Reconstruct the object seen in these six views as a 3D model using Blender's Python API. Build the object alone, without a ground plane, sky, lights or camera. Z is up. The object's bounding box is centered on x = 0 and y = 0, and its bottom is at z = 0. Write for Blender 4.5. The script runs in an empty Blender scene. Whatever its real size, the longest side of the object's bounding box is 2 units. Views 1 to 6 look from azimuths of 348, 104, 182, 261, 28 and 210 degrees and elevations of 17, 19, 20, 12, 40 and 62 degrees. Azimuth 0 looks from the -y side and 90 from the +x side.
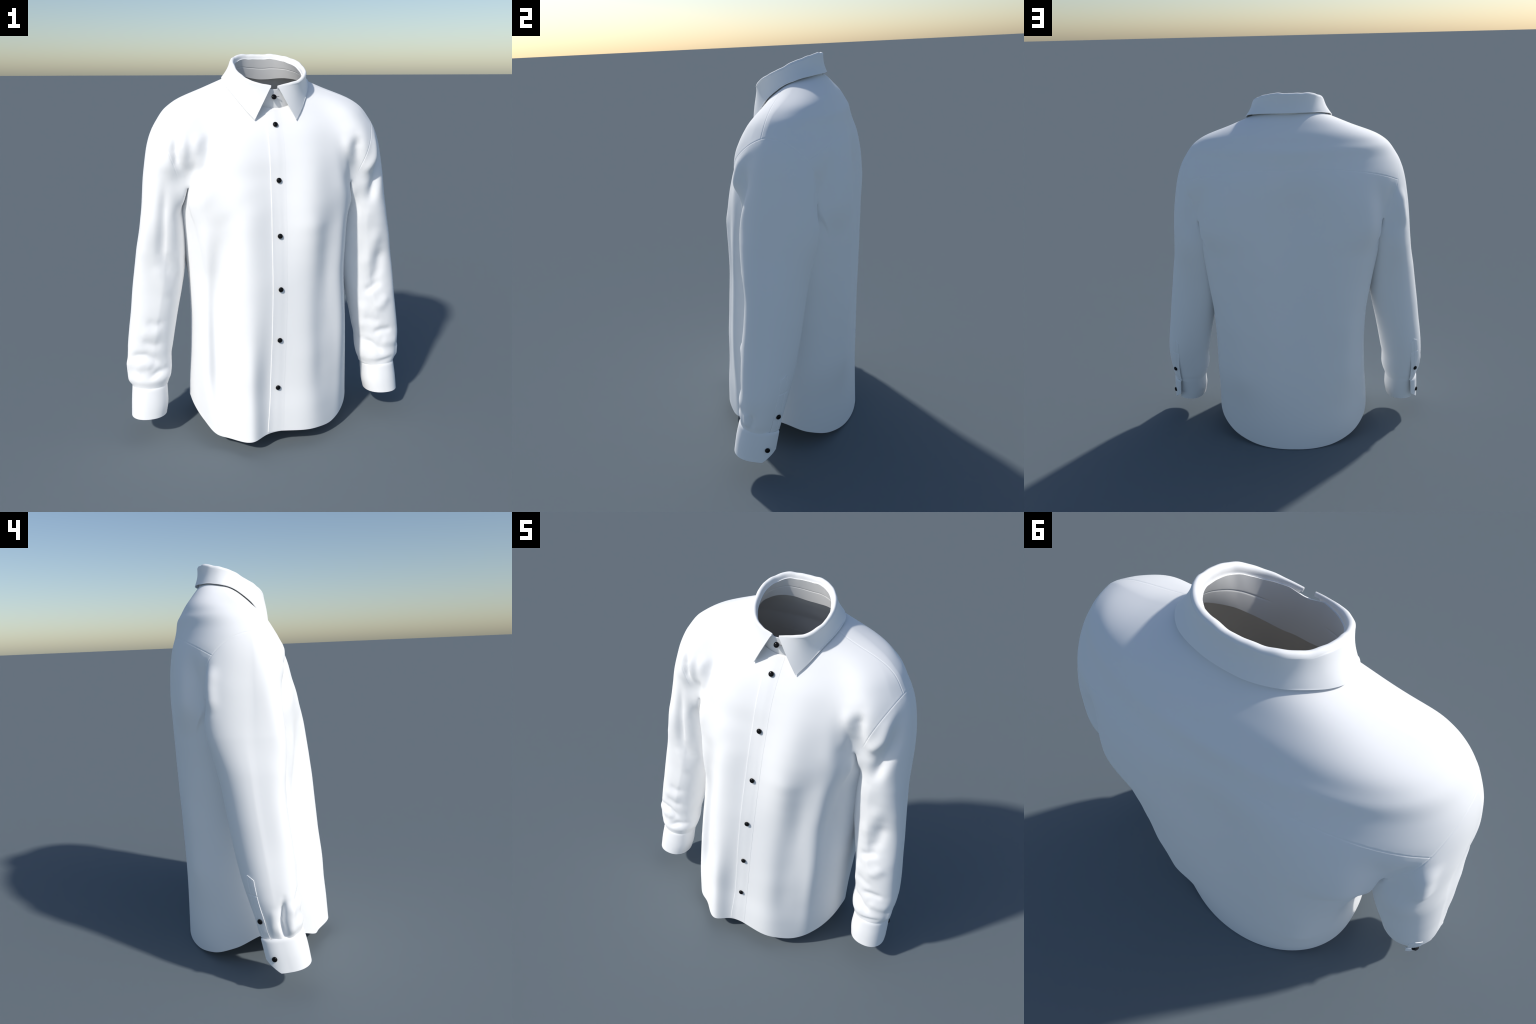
# White long-sleeved button-up shirt, built from lofted cross-sections.
import bpy, bmesh, math
import numpy as np
from mathutils import Vector
from mathutils.bvhtree import BVHTree

rng = np.random.default_rng(7)

# ------------------------------------------------------------------ helpers
def pchip(xs, ys):
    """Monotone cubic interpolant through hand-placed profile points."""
    xs = np.asarray(xs, float); ys = np.asarray(ys, float)
    h = np.diff(xs); d = np.diff(ys) / h
    m = np.zeros_like(ys)
    for i in range(1, len(xs) - 1):
        if d[i - 1] * d[i] > 0:
            w1 = 2 * h[i] + h[i - 1]; w2 = h[i] + 2 * h[i - 1]
            m[i] = (w1 + w2) / (w1 / d[i - 1] + w2 / d[i])
    m[0], m[-1] = d[0], d[-1]
    def f(x):
        x = np.clip(np.asarray(x, float), xs[0], xs[-1])
        k = np.clip(np.searchsorted(xs, x, side='right') - 1, 0, len(xs) - 2)
        t = (x - xs[k]) / h[k]
        return ((2*t**3 - 3*t**2 + 1) * ys[k] + (t**3 - 2*t**2 + t) * h[k] * m[k]
                + (-2*t**3 + 3*t**2) * ys[k+1] + (t**3 - t**2) * h[k] * m[k+1])
    return f

def prof(*pairs):
    pairs = sorted(pairs)
    return pchip([p[0] for p in pairs], [p[1] for p in pairs])

def smooth01(t):
    t = np.clip(t, 0, 1)
    return t * t * (3 - 2 * t)

def spow(v, e):
    return np.sign(v) * np.abs(v) ** e

def mesh_normals(V, F):
    n = np.zeros_like(V)
    a, b, c, d = V[F[:, 0]], V[F[:, 1]], V[F[:, 2]], V[F[:, 3]]
    fn = np.cross(c - a, d - b)
    for k in range(4):
        np.add.at(n, F[:, k], fn)
    l = np.linalg.norm(n, axis=1, keepdims=True)
    return n / np.maximum(l, 1e-12)

# ------------------------------------------------------------------ profiles
PIT = 1.37                                   # height where sleeve and torso part
# shoulder-and-chest block: horizontal sections by height
S_X  = prof((1.10,.665),(1.22,.655),(1.32,.648),(1.40,.640),(1.46,.632),(1.54,.619),(1.59,.606),(1.64,.586),
            (1.685,.559),(1.735,.521),(1.76,.490),(1.783,.452),(1.84,.310),(1.875,.225),(1.90,.165),(1.93,.10))
S_F  = prof((1.10,-.266),(1.27,-.243),(1.35,-.229),(1.43,-.213),(1.50,-.200),(1.56,-.182),(1.615,-.160),(1.67,-.130),
            (1.70,-.112),(1.755,-.076),(1.80,-.045),(1.85,-.005),(1.93,.05))
S_B  = prof((1.10,.408),(1.24,.408),(1.40,.402),(1.48,.398),(1.55,.389),(1.60,.378),(1.65,.360),(1.70,.343),
            (1.735,.332),(1.77,.311),(1.81,.287),(1.85,.256),(1.875,.236),(1.90,.214),(1.93,.185))
S_C  = prof((1.10,.065),(1.40,.060),(1.60,.052),(1.75,.068),(1.80,.095),(1.84,.115),(1.93,.12))
S_NF = prof((1.10,2.1),(1.40,2.0),(1.52,1.85),(1.65,1.72),(1.75,1.68),(1.93,1.9))
S_NB = prof((1.10,2.8),(1.40,2.7),(1.55,2.4),(1.68,2.25),(1.75,2.4),(1.82,2.65),(1.88,2.6),(1.93,2.3))

# torso tube
T_XP = prof((0.0,.470),(.2,.462),(.45,.456),(.63,.453),(.8,.457),(1.0,.478),(1.2,.499),(1.37,.512),(1.45,.512))
T_XM = prof((0.0,.446),(.2,.436),(.45,.416),(.63,.410),(.8,.415),(1.0,.442),(1.2,.474),(1.37,.490),(1.45,.49))
T_F  = prof((0.0,-.350),(.2,-.340),(.35,-.328),(.61,-.322),(.88,-.303),(1.0,-.286),(1.145,-.262),(1.3,-.238),(1.45,-.212))
T_B  = prof((0.0,.375),(.2,.374),(.4,.376),(.6,.381),(.8,.391),(1.0,.402),(1.2,.408),(1.45,.401))
T_C  = prof((0.0,.03),(.7,.05),(1.0,.09),(1.2,.12),(1.45,.13))
T_NF = prof((0.0,2.2),(.6,2.2),(.9,2.35),(1.2,2.6),(1.45,2.6))
T_NB = prof((0.0,2.0),(.25,2.35),(.5,3.1),(.8,3.2),(1.1,2.8),(1.3,2.7),(1.45,2.7))
BK   = prof((0.0,.0),(.25,.006),(.45,.014),(.7,.026),(1.0,.044),(1.3,.052),(1.45,.046),(1.56,.030),(1.66,.014),(1.74,.0),(1.95,.0))   # hollow down the middle of the back
# the two front panels belly out on either side of the button band
B_M  = prof((0.0,.072),(.2,.068),(.4,.067),(.63,.048),(.83,.040),(1.0,.038),(1.13,.038),(1.24,.036),(1.31,.030),(1.37,.025),(1.43,.019),(1.49,.017),(1.54,.015),(1.64,.010),(1.72,0.0),(1.95,0.0))
V_M  = prof((0.0,.0),(.2,.016),(.4,.034),(.8,.046),(1.05,.036),(1.2,.014),(1.32,0.0),(1.45,0.0))
PULL = prof((0.0,.0),(.3,.0),(.6,.008),(.8,.038),(.95,.062),(1.1,.064),(1.25,.042),(1.4,.0),(1.45,.0))                # front side edge set in from the back one       # shallow hollow beside it
R_M  = prof((0.0,.034),(.2,.050),(.5,.066),(.8,.060),(1.0,.040),(1.1,.028),(1.2,.012),(1.3,.0),(1.45,0.0))   # long drape fold by the side seam
R_P  = prof((0.0,.0),(.3,.024),(.6,.038),(.9,.040),(1.05,.032),(1.2,.022),(1.3,.010),(1.38,.0),(1.45,0.0))
V_P  = prof((0.0,.0),(.5,.004),(.7,.010),(.95,.015),(1.15,.009),(1.3,.0),(1.45,0.0))
B_P  = prof((0.0,.020),(.25,.023),(.48,.022),(.64,.014),(.88,.008),(1.02,.020),(1.12,.034),(1.2,.043),(1.27,.042),(1.35,.036),(1.43,.031),(1.5,.022),(1.56,.016),(1.64,.010),(1.72,0.0),(1.95,0.0))
S_Q  = prof((1.10,.040),(1.30,.036),(1.45,.026),(1.60,.010),(1.72,.0),(1.95,.0))
CAP  = prof((1.10,.0),(1.40,.014),(1.50,.032),(1.60,.040),(1.70,.034),(1.77,.014),(1.82,.0),(1.95,.0))    # fuller front of the shoulder

# sleeve tube (right-hand side values, mirrored for the other arm)
A_O  = prof((.26,.757),(.32,.764),(.40,.768),(.46,.770),(.52,.765),(.61,.753),(.70,.738),(.82,.720),(.93,.702),(1.02,.688),
            (1.12,.673),(1.22,.660),(1.32,.648),(1.45,.635))
A_I  = prof((.26,.560),(.32,.545),(.38,.534),(.44,.532),(.50,.520),(.58,.504),(.70,.479),(.81,.454),(.92,.434),(1.1,.422),(1.3,.424),(1.45,.44))
A_Q  = prof((.26,.0),(.34,.012),(.45,.026),(.6,.022),(.9,.042),(1.2,.040),(1.45,.028))     # outer front quarter fuller than the outer back
A_F  = prof((.26,-.128),(.32,-.130),(.40,-.112),(.50,-.106),(.62,-.101),(.72,-.094),(.84,-.082),(.94,-.078),(1.05,-.086),(1.19,-.096),(1.32,-.086),(1.45,-.072))
A_B  = prof((.26,.078),(.33,.088),(.43,.116),(.55,.149),(.70,.176),(.80,.190),(.98,.215),(1.1,.241),(1.2,.266),(1.30,.286),(1.45,.292))
A_N  = prof((.26,2.1),(.6,2.2),(1.45,2.4))
CUFF_TOP = .285

def section(th, xw_p, xw_m, yf, yb, yc, nf, nb):
    s, c = np.sin(th), np.cos(th)
    n = np.where(c > 0, nf, nb)
    xw = np.where(s >= 0, xw_p, xw_m)
    x = xw * spow(s, 2 / n)
    y = np.where(c > 0, yc - (yc - yf) * np.abs(c) ** (2 / n), yc + (yb - yc) * np.abs(c) ** (2 / n))
    return x, y

def shoulder_pt(th, z):
    xw = S_X(z)
    x, y = section(th, xw * 1.008, xw * .988, S_F(z), S_B(z), S_C(z), S_NF(z), S_NB(z))
    return np.stack([x, y, z + 0 * x], -1)

def torso_pt(th, z):
    x, y = section(th, T_XP(z), T_XM(z), T_F(z), T_B(z), T_C(z), T_NF(z), T_NB(z))
    fr = np.cos(th) > 0
    x = x - PULL(z) * np.where(x > 0, 1.1, -.8) * np.clip(np.cos(th) * 2.2, 0, 1) * np.abs(np.sin(th)) ** 3
    y = y - fr * (B_M(z) * np.exp(-((x + .17) / np.where(x > -.17, .074 + .045 * smooth01((z - .4) / .6), .095)) ** 2) + B_P(z) * np.exp(-((x - .175) / np.where(x > .175, .105, .115)) ** 2)
                  - V_M(z) * np.exp(-((x + .30 - .04 * smooth01((z - .7) / .5)) / .055) ** 2) + R_M(z) * np.exp(-((x + .372 - .035 * smooth01((.4 - z) / .35)) / (.045 + .012 * smooth01((.4 - z) / .35))) ** 2) + R_P(z) * np.exp(-((x - .372) / .055) ** 2) - V_P(z) * np.exp(-((x - .25) / .05) ** 2))
    y = y - (~fr) * BK(z) * np.exp(-(x / .175) ** 2)
    return np.stack([x, y, z + 0 * x], -1)

def sleeve_pt(ph, z, side):
    xo, xi, yf, yb, n = A_O(z), A_I(z), A_F(z), A_B(z), A_N(z)
    xc, yc = (xo + xi) / 2, (yf + yb) / 2
    s, c = np.sin(ph), np.cos(ph)
    g = smooth01((z - .35) / .3)
    so, cf = smooth01(s * 2 + .5), smooth01(c * 2 + .5)          # outer / front weights
    n = n + g * (.5 * so * cf - .5 * (1 - so) * cf - .35 * so * (1 - cf) - .35 * (1 - so) * (1 - cf))
    x = xc + (xo - xi - (.006 if side < 0 else 0)) / 2 * spow(s, 2 / n) + A_Q(z) * (1.0 if side < 0 else 1.25) * np.maximum(s, 0) * c * np.where(c > 0, 1, .15)
    y = yc - (yb - yf) / 2 * spow(c, 2 / n)
    tuck = 1 - .055 * smooth01((.335 - z) / .045)
    x, y = xc + (x - xc) * tuck, yc + (y - yc) * tuck
    k = smooth01((.62 - z) / .35) * .12          # lower sleeve rings tip with the forearm
    return np.stack([side * x, y, z - k * (y - yc)], -1)

# hem height round the body, by plan angle from the front (degrees)
_hem = prof((0,.095),(30,.082),(45,.070),(65,.115),(90,.158),(112,.088),(130,.032),(150,.004),(165,.0),(180,.001))
def hem_z(th):
    p = torso_pt(th, np.full_like(th, .1))
    a = np.degrees(np.arctan2(p[..., 0], -(p[..., 1])))
    return _hem(np.abs(a)) - .012 * np.exp(-((a + 32) / 14) ** 2)

# ------------------------------------------------------------------ body shell
TCF, TCB = .690, 2.370                       # section angles of the front / back arm creases
NF, NS, NB, NU = 46, 78, 50, 40              # columns: half front, sleeve, half back, underarm
NUP, NT, NSL = 64, 120, 130                  # rows: shoulders, torso, sleeve

def crease_dent(th, z):
    """depth of the folds where the sleeve meets the chest and the back"""
    a = np.abs(th)
    rise = smooth01((1.64 - z) / .27)
    f = .070 * rise ** 1.5 * np.exp(-((a - TCF) / np.where(a > TCF, .25, .085)) ** 2)
    b = .066 * rise ** 1.2 * np.exp(-((a - TCB) / np.where(a < TCB, .22, .12)) ** 2)
    return f, b

def upper_pt(th, z):
    p = shoulder_pt(th, z)
    fr = np.cos(th) > 0
    xx = p[..., 0]
    p[..., 1] -= fr * (B_M(z) * np.exp(-((xx + .17) / np.where(xx > -.17, .074 + .045 * smooth01((z - .4) / .6), .095)) ** 2) + B_P(z) * np.exp(-((xx - .175) / np.where(xx > .175, .105, .115)) ** 2))
    p[..., 1] -= CAP(z) * np.where(xx > 0, 1.25, 1.0) * np.exp(-((np.abs(xx) - .80 * S_X(z)) / .10) ** 2) * np.clip(np.cos(th) * 2 + .3, 0, 1)
    cs, sn = np.cos(th), np.abs(np.sin(th))
    p[..., 0] += np.sign(xx) * S_Q(z) * sn ** 3 * 1.6 * np.where(cs > 0, cs * np.where(xx > 0, 1.2, .9), cs * .15)
    p[..., 1] -= (np.cos(th) < 0) * BK(z) * np.exp(-(p[..., 0] / .175) ** 2)
    f, b = crease_dent(th, z)
    p[..., 1] += f - b
    return p

NECK_C, NECK_R = np.array([.014, .066]), np.array([.194, .150])
def neck_inside(p):
    return ((p[..., 0] - NECK_C[0]) / NECK_R[0]) ** 2 + ((p[..., 1] - NECK_C[1]) / NECK_R[1]) ** 2 < 1

def neck_height(th):
    lo, hi = np.full_like(th, 1.60), np.full_like(th, 1.92)
    for _ in range(40):
        m = (lo + hi) / 2
        ins = neck_inside(shoulder_pt(th, m))
        hi = np.where(ins, m, hi); lo = np.where(ins, lo, m)
    return hi

verts, faces = [], []
def add_grid(P, closed_u=False):
    """P[row, col, 3] -> index grid"""
    base = sum(len(v) for v in verts)
    r, c = P.shape[:2]
    verts.append(P.reshape(-1, 3))
    return base + np.arange(r * c).reshape(r, c)

def quads(I, flip=False):
    a, b, c, d = I[:-1, :-1], I[:-1, 1:], I[1:, 1:], I[1:, :-1]
    q = np.stack([a, b, c, d], -1).reshape(-1, 4)
    return q[:, ::-1] if flip else q

# angles of all columns going round: front centre -> +x -> back -> -x -> front
half = np.concatenate([np.linspace(0, TCF, NF + 1), np.linspace(TCF, TCB, NS + 1)[1:], np.linspace(TCB, math.pi, NB + 1)[1:]])
TH = np.concatenate([half, -half[::-1][1:-1]])          # closed ring, negative on the -x side
NC = len(TH)
iCFp, iCBp = NF, NF + NS
iCBm, iCFm = NC - (NF + NS), NC - NF

# --- shoulders: from the pit level up to the neckline
zn = neck_height(TH)
s = np.linspace(0, 1, NUP + 1)
s = s ** .9
Zu = PIT + (zn[None] - PIT) * s[:, None]
U = upper_pt(np.broadcast_to(TH, Zu.shape), Zu)
IU = add_grid(U)
IUc = np.concatenate([IU, IU[:, :1]], 1)
F_up = quads(IUc)

# --- underarm bridge
def bridge(side):
    thf, thb = side * TCF, side * TCB
    cf = upper_pt(np.array([thf]), np.array([PIT]))[0]
    cb = upper_pt(np.array([thb]), np.array([PIT]))[0]
    u = np.linspace(0, 1, NU + 1)
    B = cf[None] * (1 - u[:, None]) + cb[None] * u[:, None]
    B[:, 2] += .05 * np.sin(math.pi * u)
    B[:, 0] -= side * .01 * np.sin(math.pi * u)
    return u, B
uB, Bp = bridge(1)
_, Bm = bridge(-1)
IBp = np.concatenate([[IU[0, iCFp]], add_grid(Bp[None, 1:-1])[0], [IU[0, iCBp]]])
IBm = np.concatenate([[IU[0, iCFm]], add_grid(Bm[None, 1:-1])[0], [IU[0, iCBm]]])

# --- torso below the pit
T_TF, T_TB = 1.05, 2.15                       # torso section angles of the creases
thF = np.linspace(0, 1, NF + 1); thU = np.linspace(0, 1, NU + 1); thBk = np.linspace(0, 1, NB + 1)
halfT = np.concatenate([T_TF * thF, T_TF + (T_TB - T_TF) * thU[1:], T_TB + (math.pi - T_TB) * thBk[1:]])
THT = np.concatenate([halfT, -halfT[::-1][1:-1]])
# column ids in the shoulder ring / bridge that each torso column hangs from
topT = np.concatenate([IU[0, :NF + 1], IBp[1:], IU[0, iCBp + 1:iCBm], IBm[::-1], IU[0, iCFm + 1:]])
allv = np.concatenate(verts)
top = allv[topT]
# angle on the shoulder block for front / back columns (used for the blend)
th_of = np.full(len(topT), np.nan)
th_of[:NF + 1] = TH[:NF + 1]
k = NF + NU
th_of[k:k + (iCBm - iCBp) + 1] = TH[iCBp:iCBm + 1]
k2 = k + (iCBm - iCBp) + NU
th_of[k2:] = TH[iCFm:]
zh = hem_z(THT)
t = np.linspace(0, 1, NT + 1)[1:]
ZT = top[None, :, 2] + (zh[None] - top[None, :, 2]) * t[:, None]
PT = torso_pt(np.broadcast_to(THT, ZT.shape), ZT)
w = smooth01((top[None, :, 2] - ZT) / .20)[..., None]
ext = np.broadcast_to(top[None], PT.shape).copy()
ok = ~np.isnan(th_of)
ext[:, ok] = upper_pt(np.broadcast_to(th_of[ok], ZT[:, ok].shape), np.maximum(ZT[:, ok], 1.1))
ext[..., 2] = ZT
PT = ext * (1 - w) + PT * w
IT = add_grid(PT)
ITc = np.concatenate([np.concatenate([topT[None], IT], 0), np.concatenate([topT[:1][None], IT[:, :1]], 0)], 1)
F_torso = quads(ITc, flip=True)

# --- sleeves below the pit
P_CF, P_CB = -.75, math.pi + .75
def sleeve(side):
    if side > 0:
        arc_i, arc_t = IU[0, iCFp:iCBp + 1], TH[iCFp:iCBp + 1]
        br = IBp
    else:
        arc_i, arc_t = IU[0, iCBm:iCFm + 1][::-1], -TH[iCBm:iCFm + 1][::-1]
        br = IBm
    pm = pchip([TCF, math.pi / 2, TCB], [P_CF, math.pi / 2, P_CB])
    ph = np.concatenate([pm(arc_t), P_CB + (P_CF + 2 * math.pi - P_CB) * (1 - uB[::-1][1:-1][::-1])[::1]])
    # bridge runs back -> front on the inner side
    ids = np.concatenate([arc_i, br[::-1][1:-1]])
    ph = np.concatenate([pm(arc_t), P_CB + (P_CF + 2 * math.pi - P_CB) * uB[1:-1]])
    tp = np.concatenate(verts)[ids]
    tt = np.linspace(0, 1, NSL + 1)[1:]
    Z = tp[None, :, 2] + (CUFF_TOP - tp[None, :, 2]) * tt[:, None]
    P = sleeve_pt(np.broadcast_to(ph, Z.shape), Z, side)
    na = len(arc_i)
    blen = np.full(len(ids), .16)                       # short blend in the crease, long on the free arm
    blen[:na] = .16 + .18 * smooth01((np.minimum(arc_t - TCF, TCB - arc_t)) / .55)
    w = smooth01((tp[None, :, 2] - Z) / blen[None])[..., None]
    e = np.broadcast_to(tp[None], P.shape).copy()
    na = len(arc_i)
    e[:, :na] = upper_pt(np.broadcast_to(side * arc_t, Z[:, :na].shape), np.maximum(Z[:, :na], 1.2))
    e[..., 2] = P[..., 2]
    P = e * (1 - w) + P * w
    I = add_grid(P)
    I = np.concatenate([ids[None], I], 0)
    I = np.concatenate([I, I[:, :1]], 1)
    return I, quads(I, flip=side > 0)
ISp, F_sp = sleeve(1)
ISm, F_sm = sleeve(-1)

V = np.concatenate(verts)
F = np.concatenate([F_up, F_torso, F_sp, F_sm])
REG = np.concatenate([np.full(len(F_up), 0), np.full(len(F_torso), 1), np.full(len(F_sp), 2), np.full(len(F_sm), 3)])

# relax the surface round the armpits
def relax(V, F, wt, it):
    E = np.concatenate([F[:, [0, 1]], F[:, [1, 2]], F[:, [2, 3]], F[:, [3, 0]]])
    cnt = np.zeros(len(V)); np.add.at(cnt, E[:, 0], 1); np.add.at(cnt, E[:, 1], 1)
    for _ in range(it):
        acc = np.zeros_like(V)
        np.add.at(acc, E[:, 0], V[E[:, 1]]); np.add.at(acc, E[:, 1], V[E[:, 0]])
        V = V + wt[:, None] * .6 * (acc / cnt[:, None] - V)
    return V
pitpts = np.concatenate([Bp, Bm])[::3]
dist = np.min(np.linalg.norm(V[:, None, :] - pitpts[None], axis=2), axis=1)
wt = smooth01((.10 - dist) / .07)
edge = np.zeros(len(V), bool)
V = relax(V, F, wt, 14)

# orient outward
N = mesh_normals(V, F)
for r in range(4):
    m = REG == r
    ctr = V[F[m]].mean((0, 1)) if r > 1 else np.array([0, .06, 1.0])
    fc = V[F[m]].mean(1)
    n = np.cross(V[F[m][:, 2]] - V[F[m][:, 0]], V[F[m][:, 3]] - V[F[m][:, 1]])
    c2 = fc.copy(); c2[:, :2] = ctr[:2] if r < 2 else 0
    if r > 1:
        for zlo in np.arange(.2, 1.5, .1):
            q = (fc[:, 2] >= zlo) & (fc[:, 2] < zlo + .1)
            if q.any(): c2[q, :2] = fc[q, :2].mean(0)
    if np.sum((n * (fc - c2))[:, :2]) < 0:
        F[m] = F[m][:, ::-1]
N = mesh_normals(V, F)


# ------------------------------------------------------------------ folds and dents
def polyline_dist(P, pts):
    """distance of P from a polyline and how far along it (0..1)"""
    pts = np.asarray(pts, float)
    seg = np.linalg.norm(np.diff(pts, axis=0), axis=1); cum = np.concatenate([[0], np.cumsum(seg)])
    best = np.full(len(P), 9.0); tt = np.zeros(len(P))
    for a, b, l, c in zip(pts[:-1], pts[1:], seg, cum):
        d = b - a
        t = np.clip(((P - a) @ d) / (l * l), 0, 1)
        q = np.linalg.norm(P - (a + t[:, None] * d), axis=1)
        m = q < best
        best[m] = q[m]; tt[m] = (c + t[m] * l) / cum[-1]
    return best, tt

FOLDS = [      # (points, half width, height: + ridge / - dent)
    # wearer's left arm and chest (+x)
    ([(.566,-.011,1.630),(.550,-.076,1.551),(.545,-.093,1.487),(.490,-.135,1.377),(.465,-.130,1.264),(.491,-.084,1.133)], .030, .016),
    ([(.590,-.040,1.560),(.592,-.060,1.456),(.560,-.100,1.330),(.530,-.110,1.230)], .032, -.026),
    ([(.442,-.112,1.615),(.444,-.132,1.547),(.455,-.139,1.470),(.445,-.139,1.400)], .026, -.020),
    ([(.385,-.125,1.620),(.392,-.140,1.500),(.405,-.130,1.384)], .030, .010),
    ([(.629,-.064,1.000),(.616,-.069,.863),(.575,-.081,.760)], .030, -.014),
    ([(.640,-.076,.800),(.586,-.081,.765),(.545,-.069,.732)], .022, -.012),
    ([(.545,-.060,.690),(.550,-.061,.549),(.550,-.055,.480)], .030, .010),
    ([(.600,-.080,1.120),(.560,-.080,.950),(.545,-.070,.850)], .035, .010),
    ([(.680,-.090,.720),(.640,-.100,.660),(.600,-.100,.640)], .030, .009),
    ([(.544,-.055,.585),(.592,-.092,.570),(.650,-.104,.560)], .024, -.005),
    ([(.590,-.097,.490),(.652,-.106,.508),(.720,-.094,.505)], .015, -.014),
    ([(.553,-.060,.445),(.590,-.095,.429),(.627,-.113,.400),(.664,-.122,.365)], .014, -.017),
    ([(.560,-.060,.400),(.600,-.105,.385),(.640,-.115,.345)], .020, .008),
    ([(.640,-.110,.445),(.700,-.103,.430),(.755,-.060,.420)], .024, .013),
    ([(.610,-.115,.318),(.684,-.127,.330),(.740,-.090,.338)], .012, -.012),
    ([(.768,-.035,.400),(.766,-.034,.350),(.763,-.043,.305)], .010, -.013),
    ([(.768,-.065,.410),(.766,-.065,.360),(.760,-.070,.310)], .016, .009),
    # wearer's right arm and chest (-x)
    ([(-.475,-.095,1.630),(-.482,-.113,1.558),(-.474,-.126,1.490),(-.444,-.139,1.425),(-.415,-.131,1.379)], .020, -.022),
    ([(-.440,-.105,1.630),(-.435,-.136,1.511),(-.412,-.141,1.430)], .024, .010),
    ([(-.317,-.115,1.650),(-.323,-.144,1.569),(-.332,-.145,1.484),(-.350,-.130,1.405)], .024, -.015),
    ([(-.370,-.117,1.640),(-.380,-.141,1.530),(-.390,-.131,1.445)], .026, .012),
    ([(-.594,-.006,1.560),(-.612,-.011,1.373),(-.632,-.043,1.217),(-.655,-.06,1.05)], .040, .010),
    ([(-.535,-.093,1.430),(-.543,-.103,1.291),(-.553,-.094,1.127),(-.560,-.074,1.036),(-.540,-.055,.947),(-.505,-.022,.884)], .028, -.018),
    ([(-.500,-.035,1.050),(-.495,-.020,.960),(-.480,.0,.880)], .026, .010),
    ([(-.600,-.09,.980),(-.575,-.08,.880),(-.540,-.05,.780)], .028, .008),
    ([(-.667,-.093,.675),(-.616,-.099,.650),(-.568,-.078,.660)], .024, -.006),
    ([(-.700,-.09,.625),(-.650,-.099,.600),(-.580,-.085,.600)], .030, .005),
    ([(-.700,-.098,.565),(-.635,-.104,.542),(-.580,-.084,.535)], .022, -.006),
    ([(-.764,-.055,.460),(-.717,-.096,.484),(-.677,-.105,.485),(-.639,-.108,.462),(-.600,-.100,.422)], .015, -.017),
    ([(-.740,-.085,.417),(-.680,-.108,.438),(-.640,-.110,.410)], .026, .014),
    ([(-.675,-.125,.352),(-.617,-.113,.386),(-.550,-.045,.390)], .013, -.016),
    ([(-.620,-.110,.340),(-.580,-.080,.345),(-.550,-.030,.350)], .016, .008),
    ([(-.772,-.018,.490),(-.770,-.012,.430),(-.764,-.008,.373),(-.759,-.022,.300),(-.757,-.026,.275)], .012, -.026),
    ([(-.770,-.064,.480),(-.765,-.050,.390),(-.759,-.054,.310),(-.757,-.058,.280)], .022, .014),
    ([(-.765,.030,.450),(-.760,.030,.380),(-.750,.030,.310)], .018, .006),
    # back of the arms
    ([(-.540,.258,1.560),(-.520,.275,1.480),(-.500,.280,1.380),(-.495,.270,1.28)], .026, -.018),
    ([(-.575,.225,1.530),(-.580,.245,1.430),(-.590,.235,1.300)], .030, .012),
    ([(.545,.262,1.530),(.522,.278,1.450),(.505,.280,1.360)], .022, -.012),
    # long soft drape on the torso
    ([(.30,-.24,1.10),(.31,-.25,.80),(.31,-.26,.40),(.31,-.26,.15)], .065, .005),
    ([(.21,-.30,1.0),(.215,-.31,.70),(.22,-.31,.20)], .055, -.006),
    ([(-.30,.34,.90),(-.30,.34,.65),(-.29,.33,.35)], .060, .008),
    ([(.31,.34,.95),(.30,.34,.65),(.28,.33,.30)], .060, .014),
]

def apply_folds(V, N, folds):
    D = np.zeros(len(V))
    for pts, wd, h in folds:
        pts = np.asarray(pts, float)
        lo, hi = pts.min(0) - 3 * wd, pts.max(0) + 3 * wd
        m = np.all((V > lo) & (V < hi), axis=1)
        if not m.any(): continue
        d, t = polyline_dist(V[m], pts)
        taper = smooth01(t / .3) * smooth01((1 - t) / .3) * .85 + .15
        D[m] += h * taper * np.exp(-(d / wd) ** 2)
    return V + N * D[:, None]

def soften(f):
    pts, wd, h = f
    low = max(p[2] for p in pts) < .53 and abs(pts[0][0] - pts[-1][0]) > .03
    return (pts, wd * 1.3, h * .68) if low else f
V = apply_folds(V, N, [soften(f) for f in FOLDS])

# ------------------------------------------------------------------ seams, cut into the cloth
bm = bmesh.new()
bv = [bm.verts.new(v) for v in V]
reg = bm.faces.layers.int.new('reg')
for f, r in zip(F, REG):
    bf = bm.faces.new([bv[i] for i in f]); bf[reg] = int(r); bf.smooth = True
bm.normal_update()

def armhole(p, side):            # > 0 on the sleeve side
    return side * p[0] - (.57 + .359 * (p[2] - 1.67) + .103 * (p[1] - .02))
def yoke_back(p):                # > 0 above the back yoke seam
    return p[2] - (1.650 + .66 * (p[1] - .355))
def yoke_front(p):               # > 0 behind the front yoke seam
    return p[1] - (.025 + .166 * (p[2] - 1.665))

def cut(no, co, test, offs):
    n = Vector(no).normalized()
    for o in offs:
        fs = [f for f in bm.faces if test(f.calc_center_median())]
        es = {e for f in fs for e in f.edges}; vs = {v for f in fs for v in f.verts}
        bmesh.ops.bisect_plane(bm, geom=list(vs) + list(es) + fs, plane_co=Vector(co) + n * o, plane_no=n, dist=1e-5)

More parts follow.
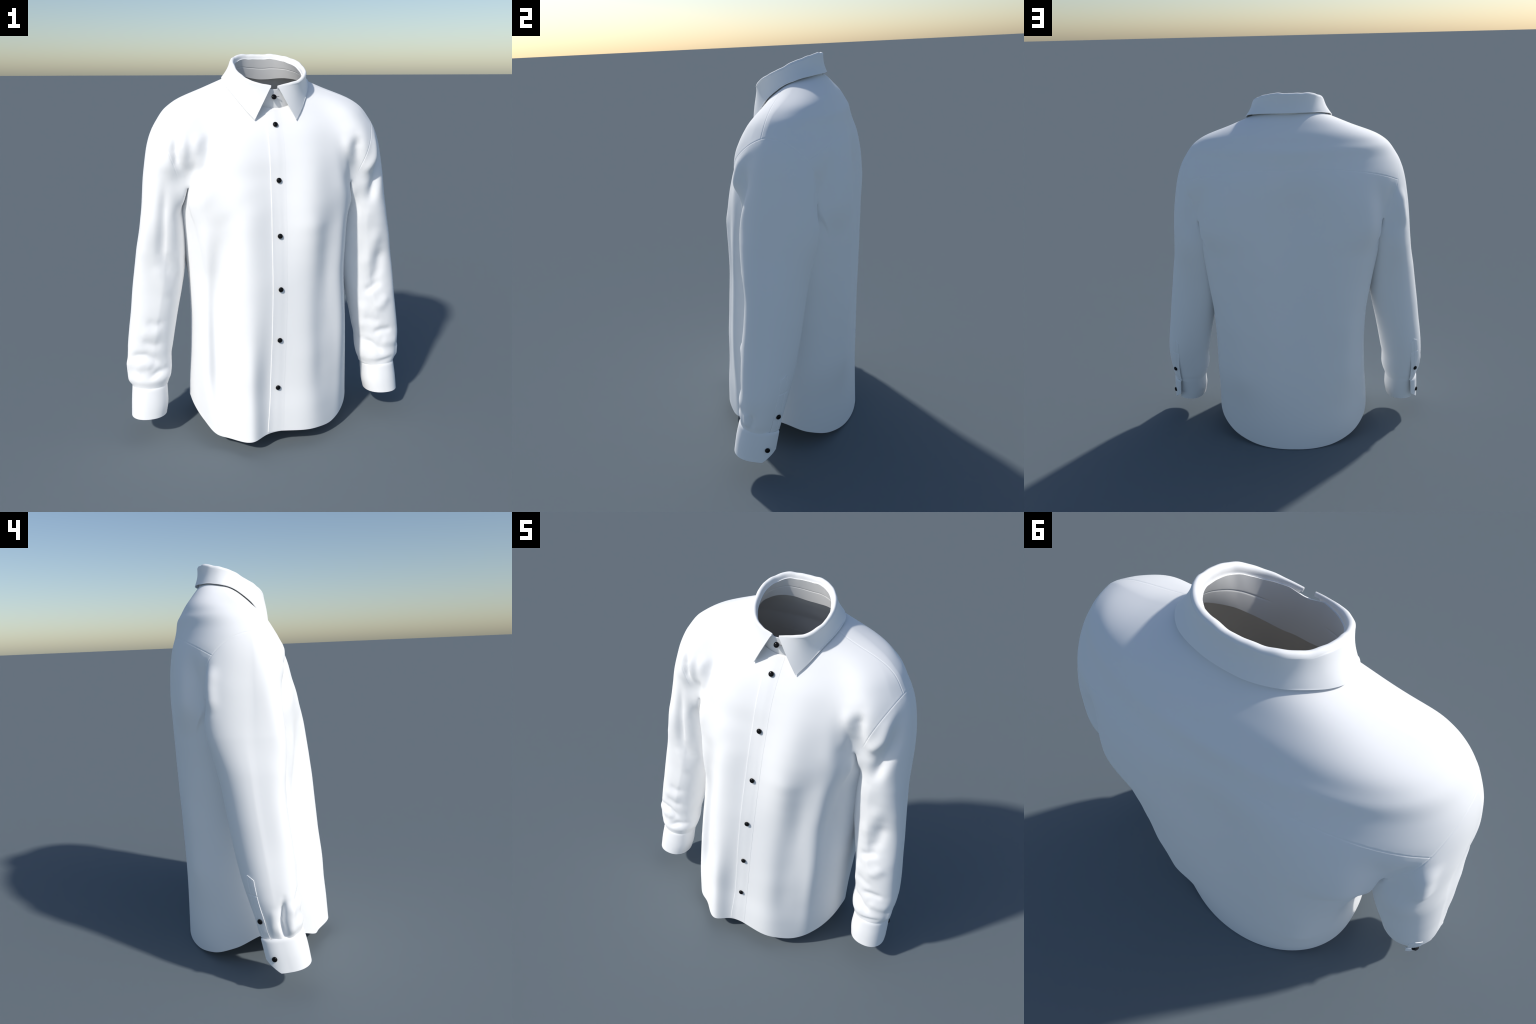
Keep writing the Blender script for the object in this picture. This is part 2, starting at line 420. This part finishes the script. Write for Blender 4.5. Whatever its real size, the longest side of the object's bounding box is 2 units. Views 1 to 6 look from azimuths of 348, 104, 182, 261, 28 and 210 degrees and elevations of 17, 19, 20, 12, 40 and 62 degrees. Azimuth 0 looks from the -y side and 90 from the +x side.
OFF = (-.007, -.0035, -.0015, 0, .0015, .0035, .007)
for sd in (1, -1):
    cut((sd, -.103, -.359), (sd * .57, .02, 1.67), lambda c: sd * c.x > .38 and c.z > PIT + .01 and abs(armhole(c, sd)) < .04, OFF)
cut((0, -.66, 1), (0, .355, 1.65), lambda c: c.y > .15 and abs(yoke_back(c)) < .03 and max(armhole(c, 1), armhole(c, -1)) < .012, OFF)
cut((0, 1, -.166), (0, .025, 1.665), lambda c: c.z > 1.6 and abs(yoke_front(c)) < .03 and max(armhole(c, 1), armhole(c, -1)) < .012, OFF)
bm.normal_update()

def groove(d):
    d = np.asarray(d)
    return -.0010 * np.exp(-(d / .0017) ** 2) + .0003 * np.exp(-((np.abs(d) - .0045) / .0022) ** 2)
bm.verts.ensure_lookup_table()
BV = np.array([v.co[:] for v in bm.verts]); BN = np.array([v.normal[:] for v in bm.verts])
X, Y, Zc = BV.T
ah = np.maximum(armhole(BV.T, 1), armhole(BV.T, -1)) / 1.065
yb_, yf_ = yoke_back(BV.T) / 1.2, yoke_front(BV.T) / 1.014
inside = smooth01(-ah / .004 + .5)
disp = groove(ah) * smooth01((Zc - 1.40) / .06)
disp += groove(yb_) * inside * (Y > .15) * (.50 + .5 * smooth01((np.abs(X) - .36) / .1))
disp += groove(yf_) * inside * (Zc > 1.6) * (Y < .2)
BV = BV + BN * disp[:, None]
for v, c in zip(bm.verts, BV): v.co = c
bm.normal_update()

# ------------------------------------------------------------------ materials
def cloth(name, col, rough=.8, weave=True):
    m = bpy.data.materials.new(name); m.use_nodes = True
    nt = m.node_tree; b = nt.nodes['Principled BSDF']
    b.inputs['Roughness'].default_value = rough
    b.inputs['Specular IOR Level'].default_value = .25
    tc = nt.nodes.new('ShaderNodeTexCoord')
    ns = nt.nodes.new('ShaderNodeTexNoise'); ns.inputs['Scale'].default_value = 5; ns.inputs['Detail'].default_value = 3
    rp = nt.nodes.new('ShaderNodeMix'); rp.data_type = 'RGBA'
    rp.inputs[6].default_value = (*[c * .985 for c in col], 1); rp.inputs[7].default_value = (*col, 1)
    nt.links.new(tc.outputs['Object'], ns.inputs['Vector'])
    nt.links.new(ns.outputs['Fac'], rp.inputs[0])
    nt.links.new(rp.outputs[2], b.inputs['Base Color'])
    return m
M_CLOTH = cloth('white_cotton', (1.0, 1.0, 1.0))
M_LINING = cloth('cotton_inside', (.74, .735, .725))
M_INSIDE = cloth('cotton_underside', (.88, .87, .855))  # paler than cotton_inside: colour lifted to brighten the shadowed interior seen through the neck
M_BUTTON = bpy.data.materials.new('black_button'); M_BUTTON.use_nodes = True
_b = M_BUTTON.node_tree.nodes['Principled BSDF']
_b.inputs['Base Color'].default_value = (.003, .003, .0035, 1); _b.inputs['Roughness'].default_value = .16; _b.inputs['Specular IOR Level'].default_value = .22
M_THREAD = cloth('grey_thread', (.30, .30, .31))

def link(o, parent):
    bpy.context.scene.collection.objects.link(o)
    o.parent = parent
    return o

def make_obj(name, V, F, mats, parent, mi=None, normals=None, smooth=True):
    me = bpy.data.meshes.new(name)
    me.from_pydata([tuple(map(float, v)) for v in V], [], [tuple(int(i) for i in f) for f in F])
    for m in mats: me.materials.append(m)
    if mi is not None: me.polygons.foreach_set('material_index', np.asarray(mi, dtype=np.int32))
    me.polygons.foreach_set('use_smooth', [smooth] * len(F))
    me.update()
    if normals is not None:
        me.normals_split_custom_set_from_vertices([tuple(map(float, n)) for n in normals])
    return link(bpy.data.objects.new(name, me), parent)

root = bpy.data.objects.new('dress_shirt', None)
bpy.context.scene.collection.objects.link(root)
root['label'] = 'white long-sleeved button-up shirt with pointed collar and black buttons'
root['category'] = 'shirt'

# ------------------------------------------------------------------ body shell -> cloth with thickness, split by panel
THICK = .005
bm.verts.index_update(); bm.faces.index_update()
BN = np.array([v.normal[:] for v in bm.verts])
BODY = BVHTree.FromBMesh(bm)
polys = [[v.index for v in f.verts] for f in bm.faces]
regs = [f[reg] for f in bm.faces]
cent = [f.calc_center_median() for f in bm.faces]
side_y = prof((0, .03), (.7, .05), (1.2, .1), (1.5, .12))
def part_of(r, c):
    if r == 2 or (r == 0 and armhole(c, 1) > 0): return 'sleeve+'
    if r == 3 or (r == 0 and armhole(c, -1) > 0): return 'sleeve-'
    if r == 0 and c.z > 1.5 and yoke_back(c) > 0 and yoke_front(c) > 0: return 'yoke'
    if c.y > side_y(c.z): return 'back_panel'
    return 'front+' if c.x > -.02 else 'front-'
labels = [part_of(r, c) for r, c in zip(regs, cent)]
border = [(e.verts[0].index, e.verts[1].index, e.link_faces[0].index) for e in bm.edges if len(e.link_faces) == 1]
OUTV, INV = BV, BV - BN * THICK
parts = {}
for key in ('front+', 'front-', 'back_panel', 'yoke', 'sleeve+', 'sleeve-'):
    vmap, vs, ns, fs, mi = {}, [], [], [], []
    def vid(i, inner, own=None):
        k = (i, inner, own)
        if k not in vmap:
            vmap[k] = len(vs); vs.append(INV[i] if inner else OUTV[i]); ns.append(-BN[i] if inner else BN[i])
        return vmap[k]
    for p, l in zip(polys, labels):
        if l != key: continue
        fs.append([vid(i, 0) for i in p]); mi.append(0)
        fs.append([vid(i, 1) for i in reversed(p)]); mi.append(1)
    for a, b, fi in border:
        if labels[fi] != key: continue
        p = polys[fi]; k = p.index(a)
        if p[(k + 1) % len(p)] != b: a, b = b, a
        q = [vid(b, 0, 'r'), vid(a, 0, 'r'), vid(a, 1, 'r'), vid(b, 1, 'r')]
        n = np.cross(np.array(vs[q[2]]) - vs[q[0]], np.array(vs[q[3]]) - vs[q[1]]); n /= np.linalg.norm(n) + 1e-12
        for j in q: ns[j] = n
        fs.append(q); mi.append(0)
    nm = {'front+': 'front_panel', 'front-': 'front_panel', 'sleeve+': 'sleeve', 'sleeve-': 'sleeve'}.get(key, key)
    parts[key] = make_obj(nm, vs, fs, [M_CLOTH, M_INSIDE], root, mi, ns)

# ------------------------------------------------------------------ generic cloth sheet with thickness
def sheet(name, P, thick, parent, mats=None, inner_mat=0, flip=False):
    """P[row, col, 3] outer surface; gives it thickness on the inside and closes the edges"""
    r, c = P.shape[:2]
    I = np.arange(r * c).reshape(r, c)
    Q = quads(I, flip)
    Nn = mesh_normals(P.reshape(-1, 3), Q)
    t = np.broadcast_to(np.asarray(thick, float).reshape(-1, 1) if np.ndim(thick) else thick, (r * c, 1))
    Vi = P.reshape(-1, 3) - Nn * t
    loop = np.concatenate([I[0, :], I[1:, -1], I[-1, :-1][::-1], I[1:-1, 0][::-1]])
    n0 = r * c
    Vr = np.concatenate([P.reshape(-1, 3)[loop], Vi[loop]])
    L = len(loop); a = np.arange(L); b = (a + 1) % L
    R = np.stack([2 * n0 + b, 2 * n0 + a, 2 * n0 + L + a, 2 * n0 + L + b], -1)
    if flip: R = R[:, ::-1]
    Vall = np.concatenate([P.reshape(-1, 3), Vi, Vr])
    Fall = np.concatenate([Q, Q[:, ::-1] + n0, R])
    mi = np.concatenate([np.zeros(len(Q)), np.full(len(Q), inner_mat), np.zeros(L)])
    nr = mesh_normals(Vall, R) if False else None
    Nr = np.zeros((2 * L, 3))
    fn = np.cross(Vall[R[:, 2]] - Vall[R[:, 0]], Vall[R[:, 3]] - Vall[R[:, 1]])
    fn /= np.linalg.norm(fn, axis=1, keepdims=True) + 1e-12
    for k in range(L):
        Nr[b[k]] += fn[k]; Nr[a[k]] += fn[k]; Nr[L + a[k]] += fn[k]; Nr[L + b[k]] += fn[k]
    Nr /= np.linalg.norm(Nr, axis=1, keepdims=True) + 1e-12
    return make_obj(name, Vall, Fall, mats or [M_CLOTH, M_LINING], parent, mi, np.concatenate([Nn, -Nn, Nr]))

def curve3(pts, n, closed=False):
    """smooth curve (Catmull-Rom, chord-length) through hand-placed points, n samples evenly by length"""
    p = np.asarray(pts, float)
    if closed: q = np.concatenate([p[-1:], p, p[:2]])
    else: q = np.concatenate([2 * p[:1] - p[1:2], p, 2 * p[-1:] - p[-2:-1]])
    out = []
    for k in range(1, len(q) - 2):
        p0, p1, p2, p3 = q[k - 1:k + 3]
        t0 = 0; t1 = t0 + max(np.linalg.norm(p1 - p0), 1e-6) ** .5; t2 = t1 + max(np.linalg.norm(p2 - p1), 1e-6) ** .5; t3 = t2 + max(np.linalg.norm(p3 - p2), 1e-6) ** .5
        t = np.linspace(t1, t2, 24, endpoint=False)[:, None]
        A1 = (t1 - t) / (t1 - t0) * p0 + (t - t0) / (t1 - t0) * p1
        A2 = (t2 - t) / (t2 - t1) * p1 + (t - t1) / (t2 - t1) * p2
        A3 = (t3 - t) / (t3 - t2) * p2 + (t - t2) / (t3 - t2) * p3
        B1 = (t2 - t) / (t2 - t0) * A1 + (t - t0) / (t2 - t0) * A2
        B2 = (t3 - t) / (t3 - t1) * A2 + (t - t1) / (t3 - t1) * A3
        out.append((t2 - t) / (t2 - t1) * B1 + (t - t1) / (t2 - t1) * B2)
    out = np.concatenate(out + [q[-2][None]])
    l = np.concatenate([[0], np.cumsum(np.linalg.norm(np.diff(out, axis=0), axis=1))])
    u = np.linspace(0, l[-1], n)
    return np.stack([np.interp(u, l, out[:, k]) for k in range(3)], -1)

# ------------------------------------------------------------------ collar
NCOL = 200
rim = curve3([(.027,-.116,1.844),(.070,-.109,1.854),(.111,-.101,1.863),(.155,-.081,1.879),(.190,-.035,1.905),(.199,.040,1.938),(.182,.105,1.965),
              (.141,.162,1.986),(.092,.195,1.996),(.030,.210,1.998),(-.040,.208,1.998),(-.105,.189,1.995),(-.148,.143,1.983),
              (-.169,.080,1.962),(-.165,.010,1.927),(-.146,-.043,1.898),(-.108,-.085,1.871),(-.058,-.107,1.857),(-.007,-.118,1.846)], NCOL)
low = curve3([(.120,-.122,1.687),(.155,-.086,1.735),(.188,-.040,1.785),(.218,.020,1.833),(.231,.080,1.868),(.222,.130,1.889),
              (.175,.187,1.901),(.100,.218,1.906),(.030,.228,1.907),(-.040,.226,1.908),(-.110,.203,1.906),(-.170,.163,1.900),
              (-.207,.115,1.889),(-.214,.060,1.866),(-.193,.000,1.826),(-.160,-.050,1.776),(-.125,-.090,1.733),(-.088,-.124,1.690)], NCOL)
u = np.linspace(0, 1, NCOL)
endf = smooth01(np.minimum(u, 1 - u) / .14)                 # 0 at the two points, 1 round the neck
# inward direction in plan
ctr = np.array([.02, .05])
inw = np.concatenate([ctr[None] - rim[:, :2], np.zeros((NCOL, 1))], 1)
inw[:, :2] /= np.linalg.norm(inw[:, :2], axis=1, keepdims=True)
wob = sum(a * np.sin(2 * math.pi * f * u + p) for a, f, p in ((.0012, 7, .4), (.0009, 13, 2.1), (.0005, 23, 4.0)))
rim[:, 2] += wob * (.4 + .6 * endf)
rw = (.003 + .011 * endf + .35 * wob)[:, None]               # width of the rolled top edge
rows = []
up = np.array([0, 0, 1.0])
fall = low - rim
# inner seam -> roll -> fall
rows.append(rim + inw * rw - up * (.013 * endf + .006)[:, None])
rows.append(rim + inw * rw * 1.00 - up * (.006 * endf + .005)[:, None])
rows.append(rim + inw * rw * .93 - up * .004)
rows.append(rim + inw * rw * .72 + up * .0005)
rows.append(rim + inw * rw * .42 + up * .002)
rows.append(rim + inw * rw * .15 + up * .0005)
rows.append(rim - inw * .0005 - up * .005)
nfall = 30
for k in range(1, nfall + 1):
    t = k / nfall
    q = rim + fall * t
    q = q + inw * (.006 * np.sin(math.pi * t) * endf)[:, None] - inw * (.004 * math.sin(math.pi * t) * (1 - endf))[:, None]
    if k == 1: q[:, 2] = np.minimum(q[:, 2], rows[-1][:, 2] - .002)
    rows.append(q)
COL = np.stack(rows)
# keep the fall clear of the body surface
def clear_body(P, gap):
    for i in range(P.shape[0]):
        for j in range(P.shape[1]):
            co, no, idx, d = BODY.find_nearest(Vector(P[i, j]))
            s_ = (Vector(P[i, j]) - co).dot(no)
            if s_ < gap and d < .06 and co.z < P[i, j][2] + .05:
                P[i, j] = np.array(Vector(P[i, j]) + no * (gap - s_))
clear_body(COL[20:], .007)
col_obj = sheet('collar', COL, .0035, root, inner_mat=0, flip=False)
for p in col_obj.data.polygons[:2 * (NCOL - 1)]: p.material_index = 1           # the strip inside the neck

# collar stand: band from the neckline up to the roll, inside the fall
neck = np.array([U[-1, k] for k in range(NC)])
ang = np.arctan2(neck[:, 0] - ctr[0], -(neck[:, 1] - ctr[1]))
rin = rows[0]
rang = np.arctan2(rin[:, 0] - ctr[0], -(rin[:, 1] - ctr[1]))
NST = 240
sa = np.linspace(-math.pi, math.pi, NST + 1)[:-1]
sa_abs = np.abs(sa)
def by_angle(a, P):
    o = np.argsort(a); A = np.concatenate([a[o] - 2 * math.pi, a[o], a[o] + 2 * math.pi]); Q = np.concatenate([P[o]] * 3)
    return np.stack([np.interp(sa, A, Q[:, k]) for k in range(3)], -1)
nb = by_angle(ang, neck)
keep = (u > .03) & (u < .97)
st_top = by_angle(np.concatenate([rang[keep], [-.02, .06]]), np.concatenate([rin[keep], [(.000,-.110,1.832), (.022,-.110,1.832)]]))
inn = np.concatenate([ctr[None] - nb[:, :2], np.zeros((len(nb), 1))], 1)
inn /= np.linalg.norm(inn, axis=1, keepdims=True)
rows = []
for k in range(-8, 61):
    t = k / 60
    if k < 0: q = nb + inn * .003 + (nb - st_top) * (.25 * -k / 8)     # facing that hangs inside the neck
    else: q = nb * (1 - t) + st_top * t
    if k >= 0: q = q + inn * (.003 - .005 * math.exp(-((t - .42) / .022) ** 2) * smooth01((sa_abs - .5) / .3)[:, None])
    rows.append(q)
ST = np.stack(rows)
ST = np.concatenate([ST, ST[:, :1]], 1)
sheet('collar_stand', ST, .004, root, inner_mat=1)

# ------------------------------------------------------------------ helpers that lie on the body
def front_hit(x, z):
    h = BODY.ray_cast(Vector((x, -1.5, z)), Vector((0, 1, 0)))
    return h[0], h[1]

# front button band
band_x = prof((.05,-.023),(.349,-.016),(.614,-.007),(.88,0.0),(1.145,.004),(1.411,.008),(1.668,.010),(1.80,.011))
rows = []
for z in np.linspace(min(zn[0], zn[3], zn[-3]) - .006, .097, 150):
    row = []
    for k in range(13):
        t = k / 12
        x = float(band_x(z)) - .039 + .075 * t - (.012 * max(0, (.3 - z) / .2) * (1 - t))
        co, no = front_hit(x, z)
        if co is None: co, no = row_last[k], Vector((0, -1, 0))
        row.append(co + no * (.0026 - .0021 * float(smooth01((t - .45) / .55))))
    row_last = row
    rows.append([tuple(q) for q in row])
sheet('button_band', np.array(rows), .004, root, flip=True)

# ------------------------------------------------------------------ buttons
def button_mesh():
    prof_ = [(0.0, .0105), (.004, .0106), (.0075, .0100), (.0105, .0082), (.0126, .0055), (.0130, .0025), (.0120, .0), (.0095, -.0015), (.0, -.002)]
    n = 28; vs, fs = [], []
    for r, h in prof_[1:-1]:
        vs += [(r * math.cos(2 * math.pi * k / n), r * math.sin(2 * math.pi * k / n), h) for k in range(n)]
    top = len(vs); vs.append((0, 0, prof_[0][1])); bot = len(vs); vs.append((0, 0, prof_[-1][1]))
    m = len(prof_) - 2
    for i in range(m - 1):
        for k in range(n):
            a, b = i * n + k, i * n + (k + 1) % n
            fs.append((a, a + n, b + n, b))
    for k in range(n):
        fs.append((top, k, (k + 1) % n)); fs.append((bot, (m - 1) * n + (k + 1) % n, (m - 1) * n + k))
    me = bpy.data.meshes.new('button'); me.from_pydata(vs, [], fs); me.materials.append(M_BUTTON)
    me.polygons.foreach_set('use_smooth', [True] * len(fs)); me.update()
    return me
BTN = button_mesh()
def put_button(loc, nrm, parent=root):
    o = link(bpy.data.objects.new('button', BTN), parent)
    o.rotation_mode = 'QUATERNION'
    o.rotation_quaternion = Vector(nrm).to_track_quat('Z', 'Y')
    o.location = loc
    return o
for z in (1.665, 1.408, 1.141, .876, .610, .346):
    x = float(band_x(z))
    co, no = front_hit(x, z)
    put_button(co + no * .005, no)
put_button(Vector((.011, -.104, 1.796)), Vector((0, -.9, .42)))

# ------------------------------------------------------------------ cuffs and sleeve plackets
C_O = prof((.115,.769),(.20,.764),(.29,.755)); C_I = prof((.115,.581),(.20,.567),(.29,.567))
C_F = prof((.115,-.161),(.20,-.148),(.29,-.127)); C_B = prof((.115,.030),(.20,.052),(.29,.075))
def cuff_pt(ph, z, off, side):
    xo, xi, yf, yb = C_O(z), C_I(z), C_F(z), C_B(z)
    xc, yc = (xo + xi) / 2, (yf + yb) / 2
    s_, c_ = np.sin(ph), np.cos(ph)
    x = xc + ((xo - xi) / 2 + off) * spow(s_, 2 / 2.2); y = yc - ((yb - yf) / 2 + off) * spow(c_, 2 / 2.2)
    return np.stack([side * x, y, z - .10 * (y - yc)], -1)
def build_cuff(side, parent):
    n, r = 150, 22
    t = np.linspace(0, 1, n)
    ph = 2.76 - t * (2 * math.pi + .30)
    off = .022 * (1 - smooth01(t / .16)) - .010 * smooth01((t - .80) / .2)
    rows = []
    for k in range(r + 1):
        v = k / r
        zt = .292; zb = .127 + .062 * np.clip(1 - t / .085, 0, 1)
        rows.append(cuff_pt(ph, zt + (zb - zt) * v, off * (.70 + .30 * v) - .005 * max(0, 1 - v / .06), side))
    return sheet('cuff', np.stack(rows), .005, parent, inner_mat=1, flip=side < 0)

def sleeve_hit(c, n0):
    h = BODY.ray_cast(c + n0 * .15, -n0)
    return h[0], h[1]

PL_X = prof((.27,.726),(.372,.723),(.48,.711),(.60,.699)); PL_Y = prof((.27,.066),(.372,.087),(.48,.108),(.60,.126))
def build_placket(side, parent):
    n0 = Vector((side * .78, .61, .08)).normalized()
    ac = Vector((-side * .61, .78, 0)).normalized()            # towards the back edge
    nz, nu, wd, tipu = 150, 44, .052, .38
    rows = []
    for a in range(nz + 1):
        row = []
        for b in range(nu + 1):
            uu = b / nu                                        # 0 back edge -> 1 front edge
            ztop = .590 - .020 * (abs(uu - tipu) / (tipu if uu < tipu else 1 - tipu))
            z = .284 + (ztop - .284) * a / nz
            c = Vector((side * float(PL_X(z)), float(PL_Y(z)), z)) + ac * (wd * (.5 - uu))
            co, no = sleeve_hit(c, n0)
            if co is None: co = c
            low = float(smooth01((.50 - z) / .17))
            off = .0022 + low * (.0105 * (1 - uu) + .002)
            off -= .0028 * math.exp(-((uu - tipu) / .026) ** 2)
            off -= .0024 * math.exp(-((z - .497) / .0026) ** 2)
            row.append(tuple(co + n0 * off))
        rows.append(row)
    return sheet('sleeve_placket', np.array(rows), .003, parent, flip=side > 0)

def on_part(objs, c, n0):
    best = None
    for o in objs:
        t = BVHTree.FromPolygons([v.co[:] for v in o.data.vertices], [p.vertices[:] for p in o.data.polygons])
        h = t.ray_cast(c + n0 * .15, -n0)
        if h[0] is not None and (best is None or h[3] < best[3]): best = h
    return best[0], best[1]

for sd in (1, -1):
    par = parts['sleeve+' if sd > 0 else 'sleeve-']
    cu = build_cuff(sd, par)
    pl = build_placket(sd, par)
    n0 = Vector((sd * .80, .58, .10)).normalized()
    for c in ((sd * .740, .022, .189), (sd * .727, .086, .372)):
        co, no = on_part([cu, pl], Vector(c), n0)
        put_button(co - no * .0005, no, par)

# buttonhole stitch beside the collar button
bx = bmesh.new(); bmesh.ops.create_cube(bx, size=1)
for v in bx.verts: v.co = Vector((v.co.x * .020, v.co.y * .002, v.co.z * .0034))
me = bpy.data.meshes.new('buttonhole'); bx.to_mesh(me); me.materials.append(M_THREAD)
o = link(bpy.data.objects.new('buttonhole', me), root); o.location = (.028, -.1035, 1.799)
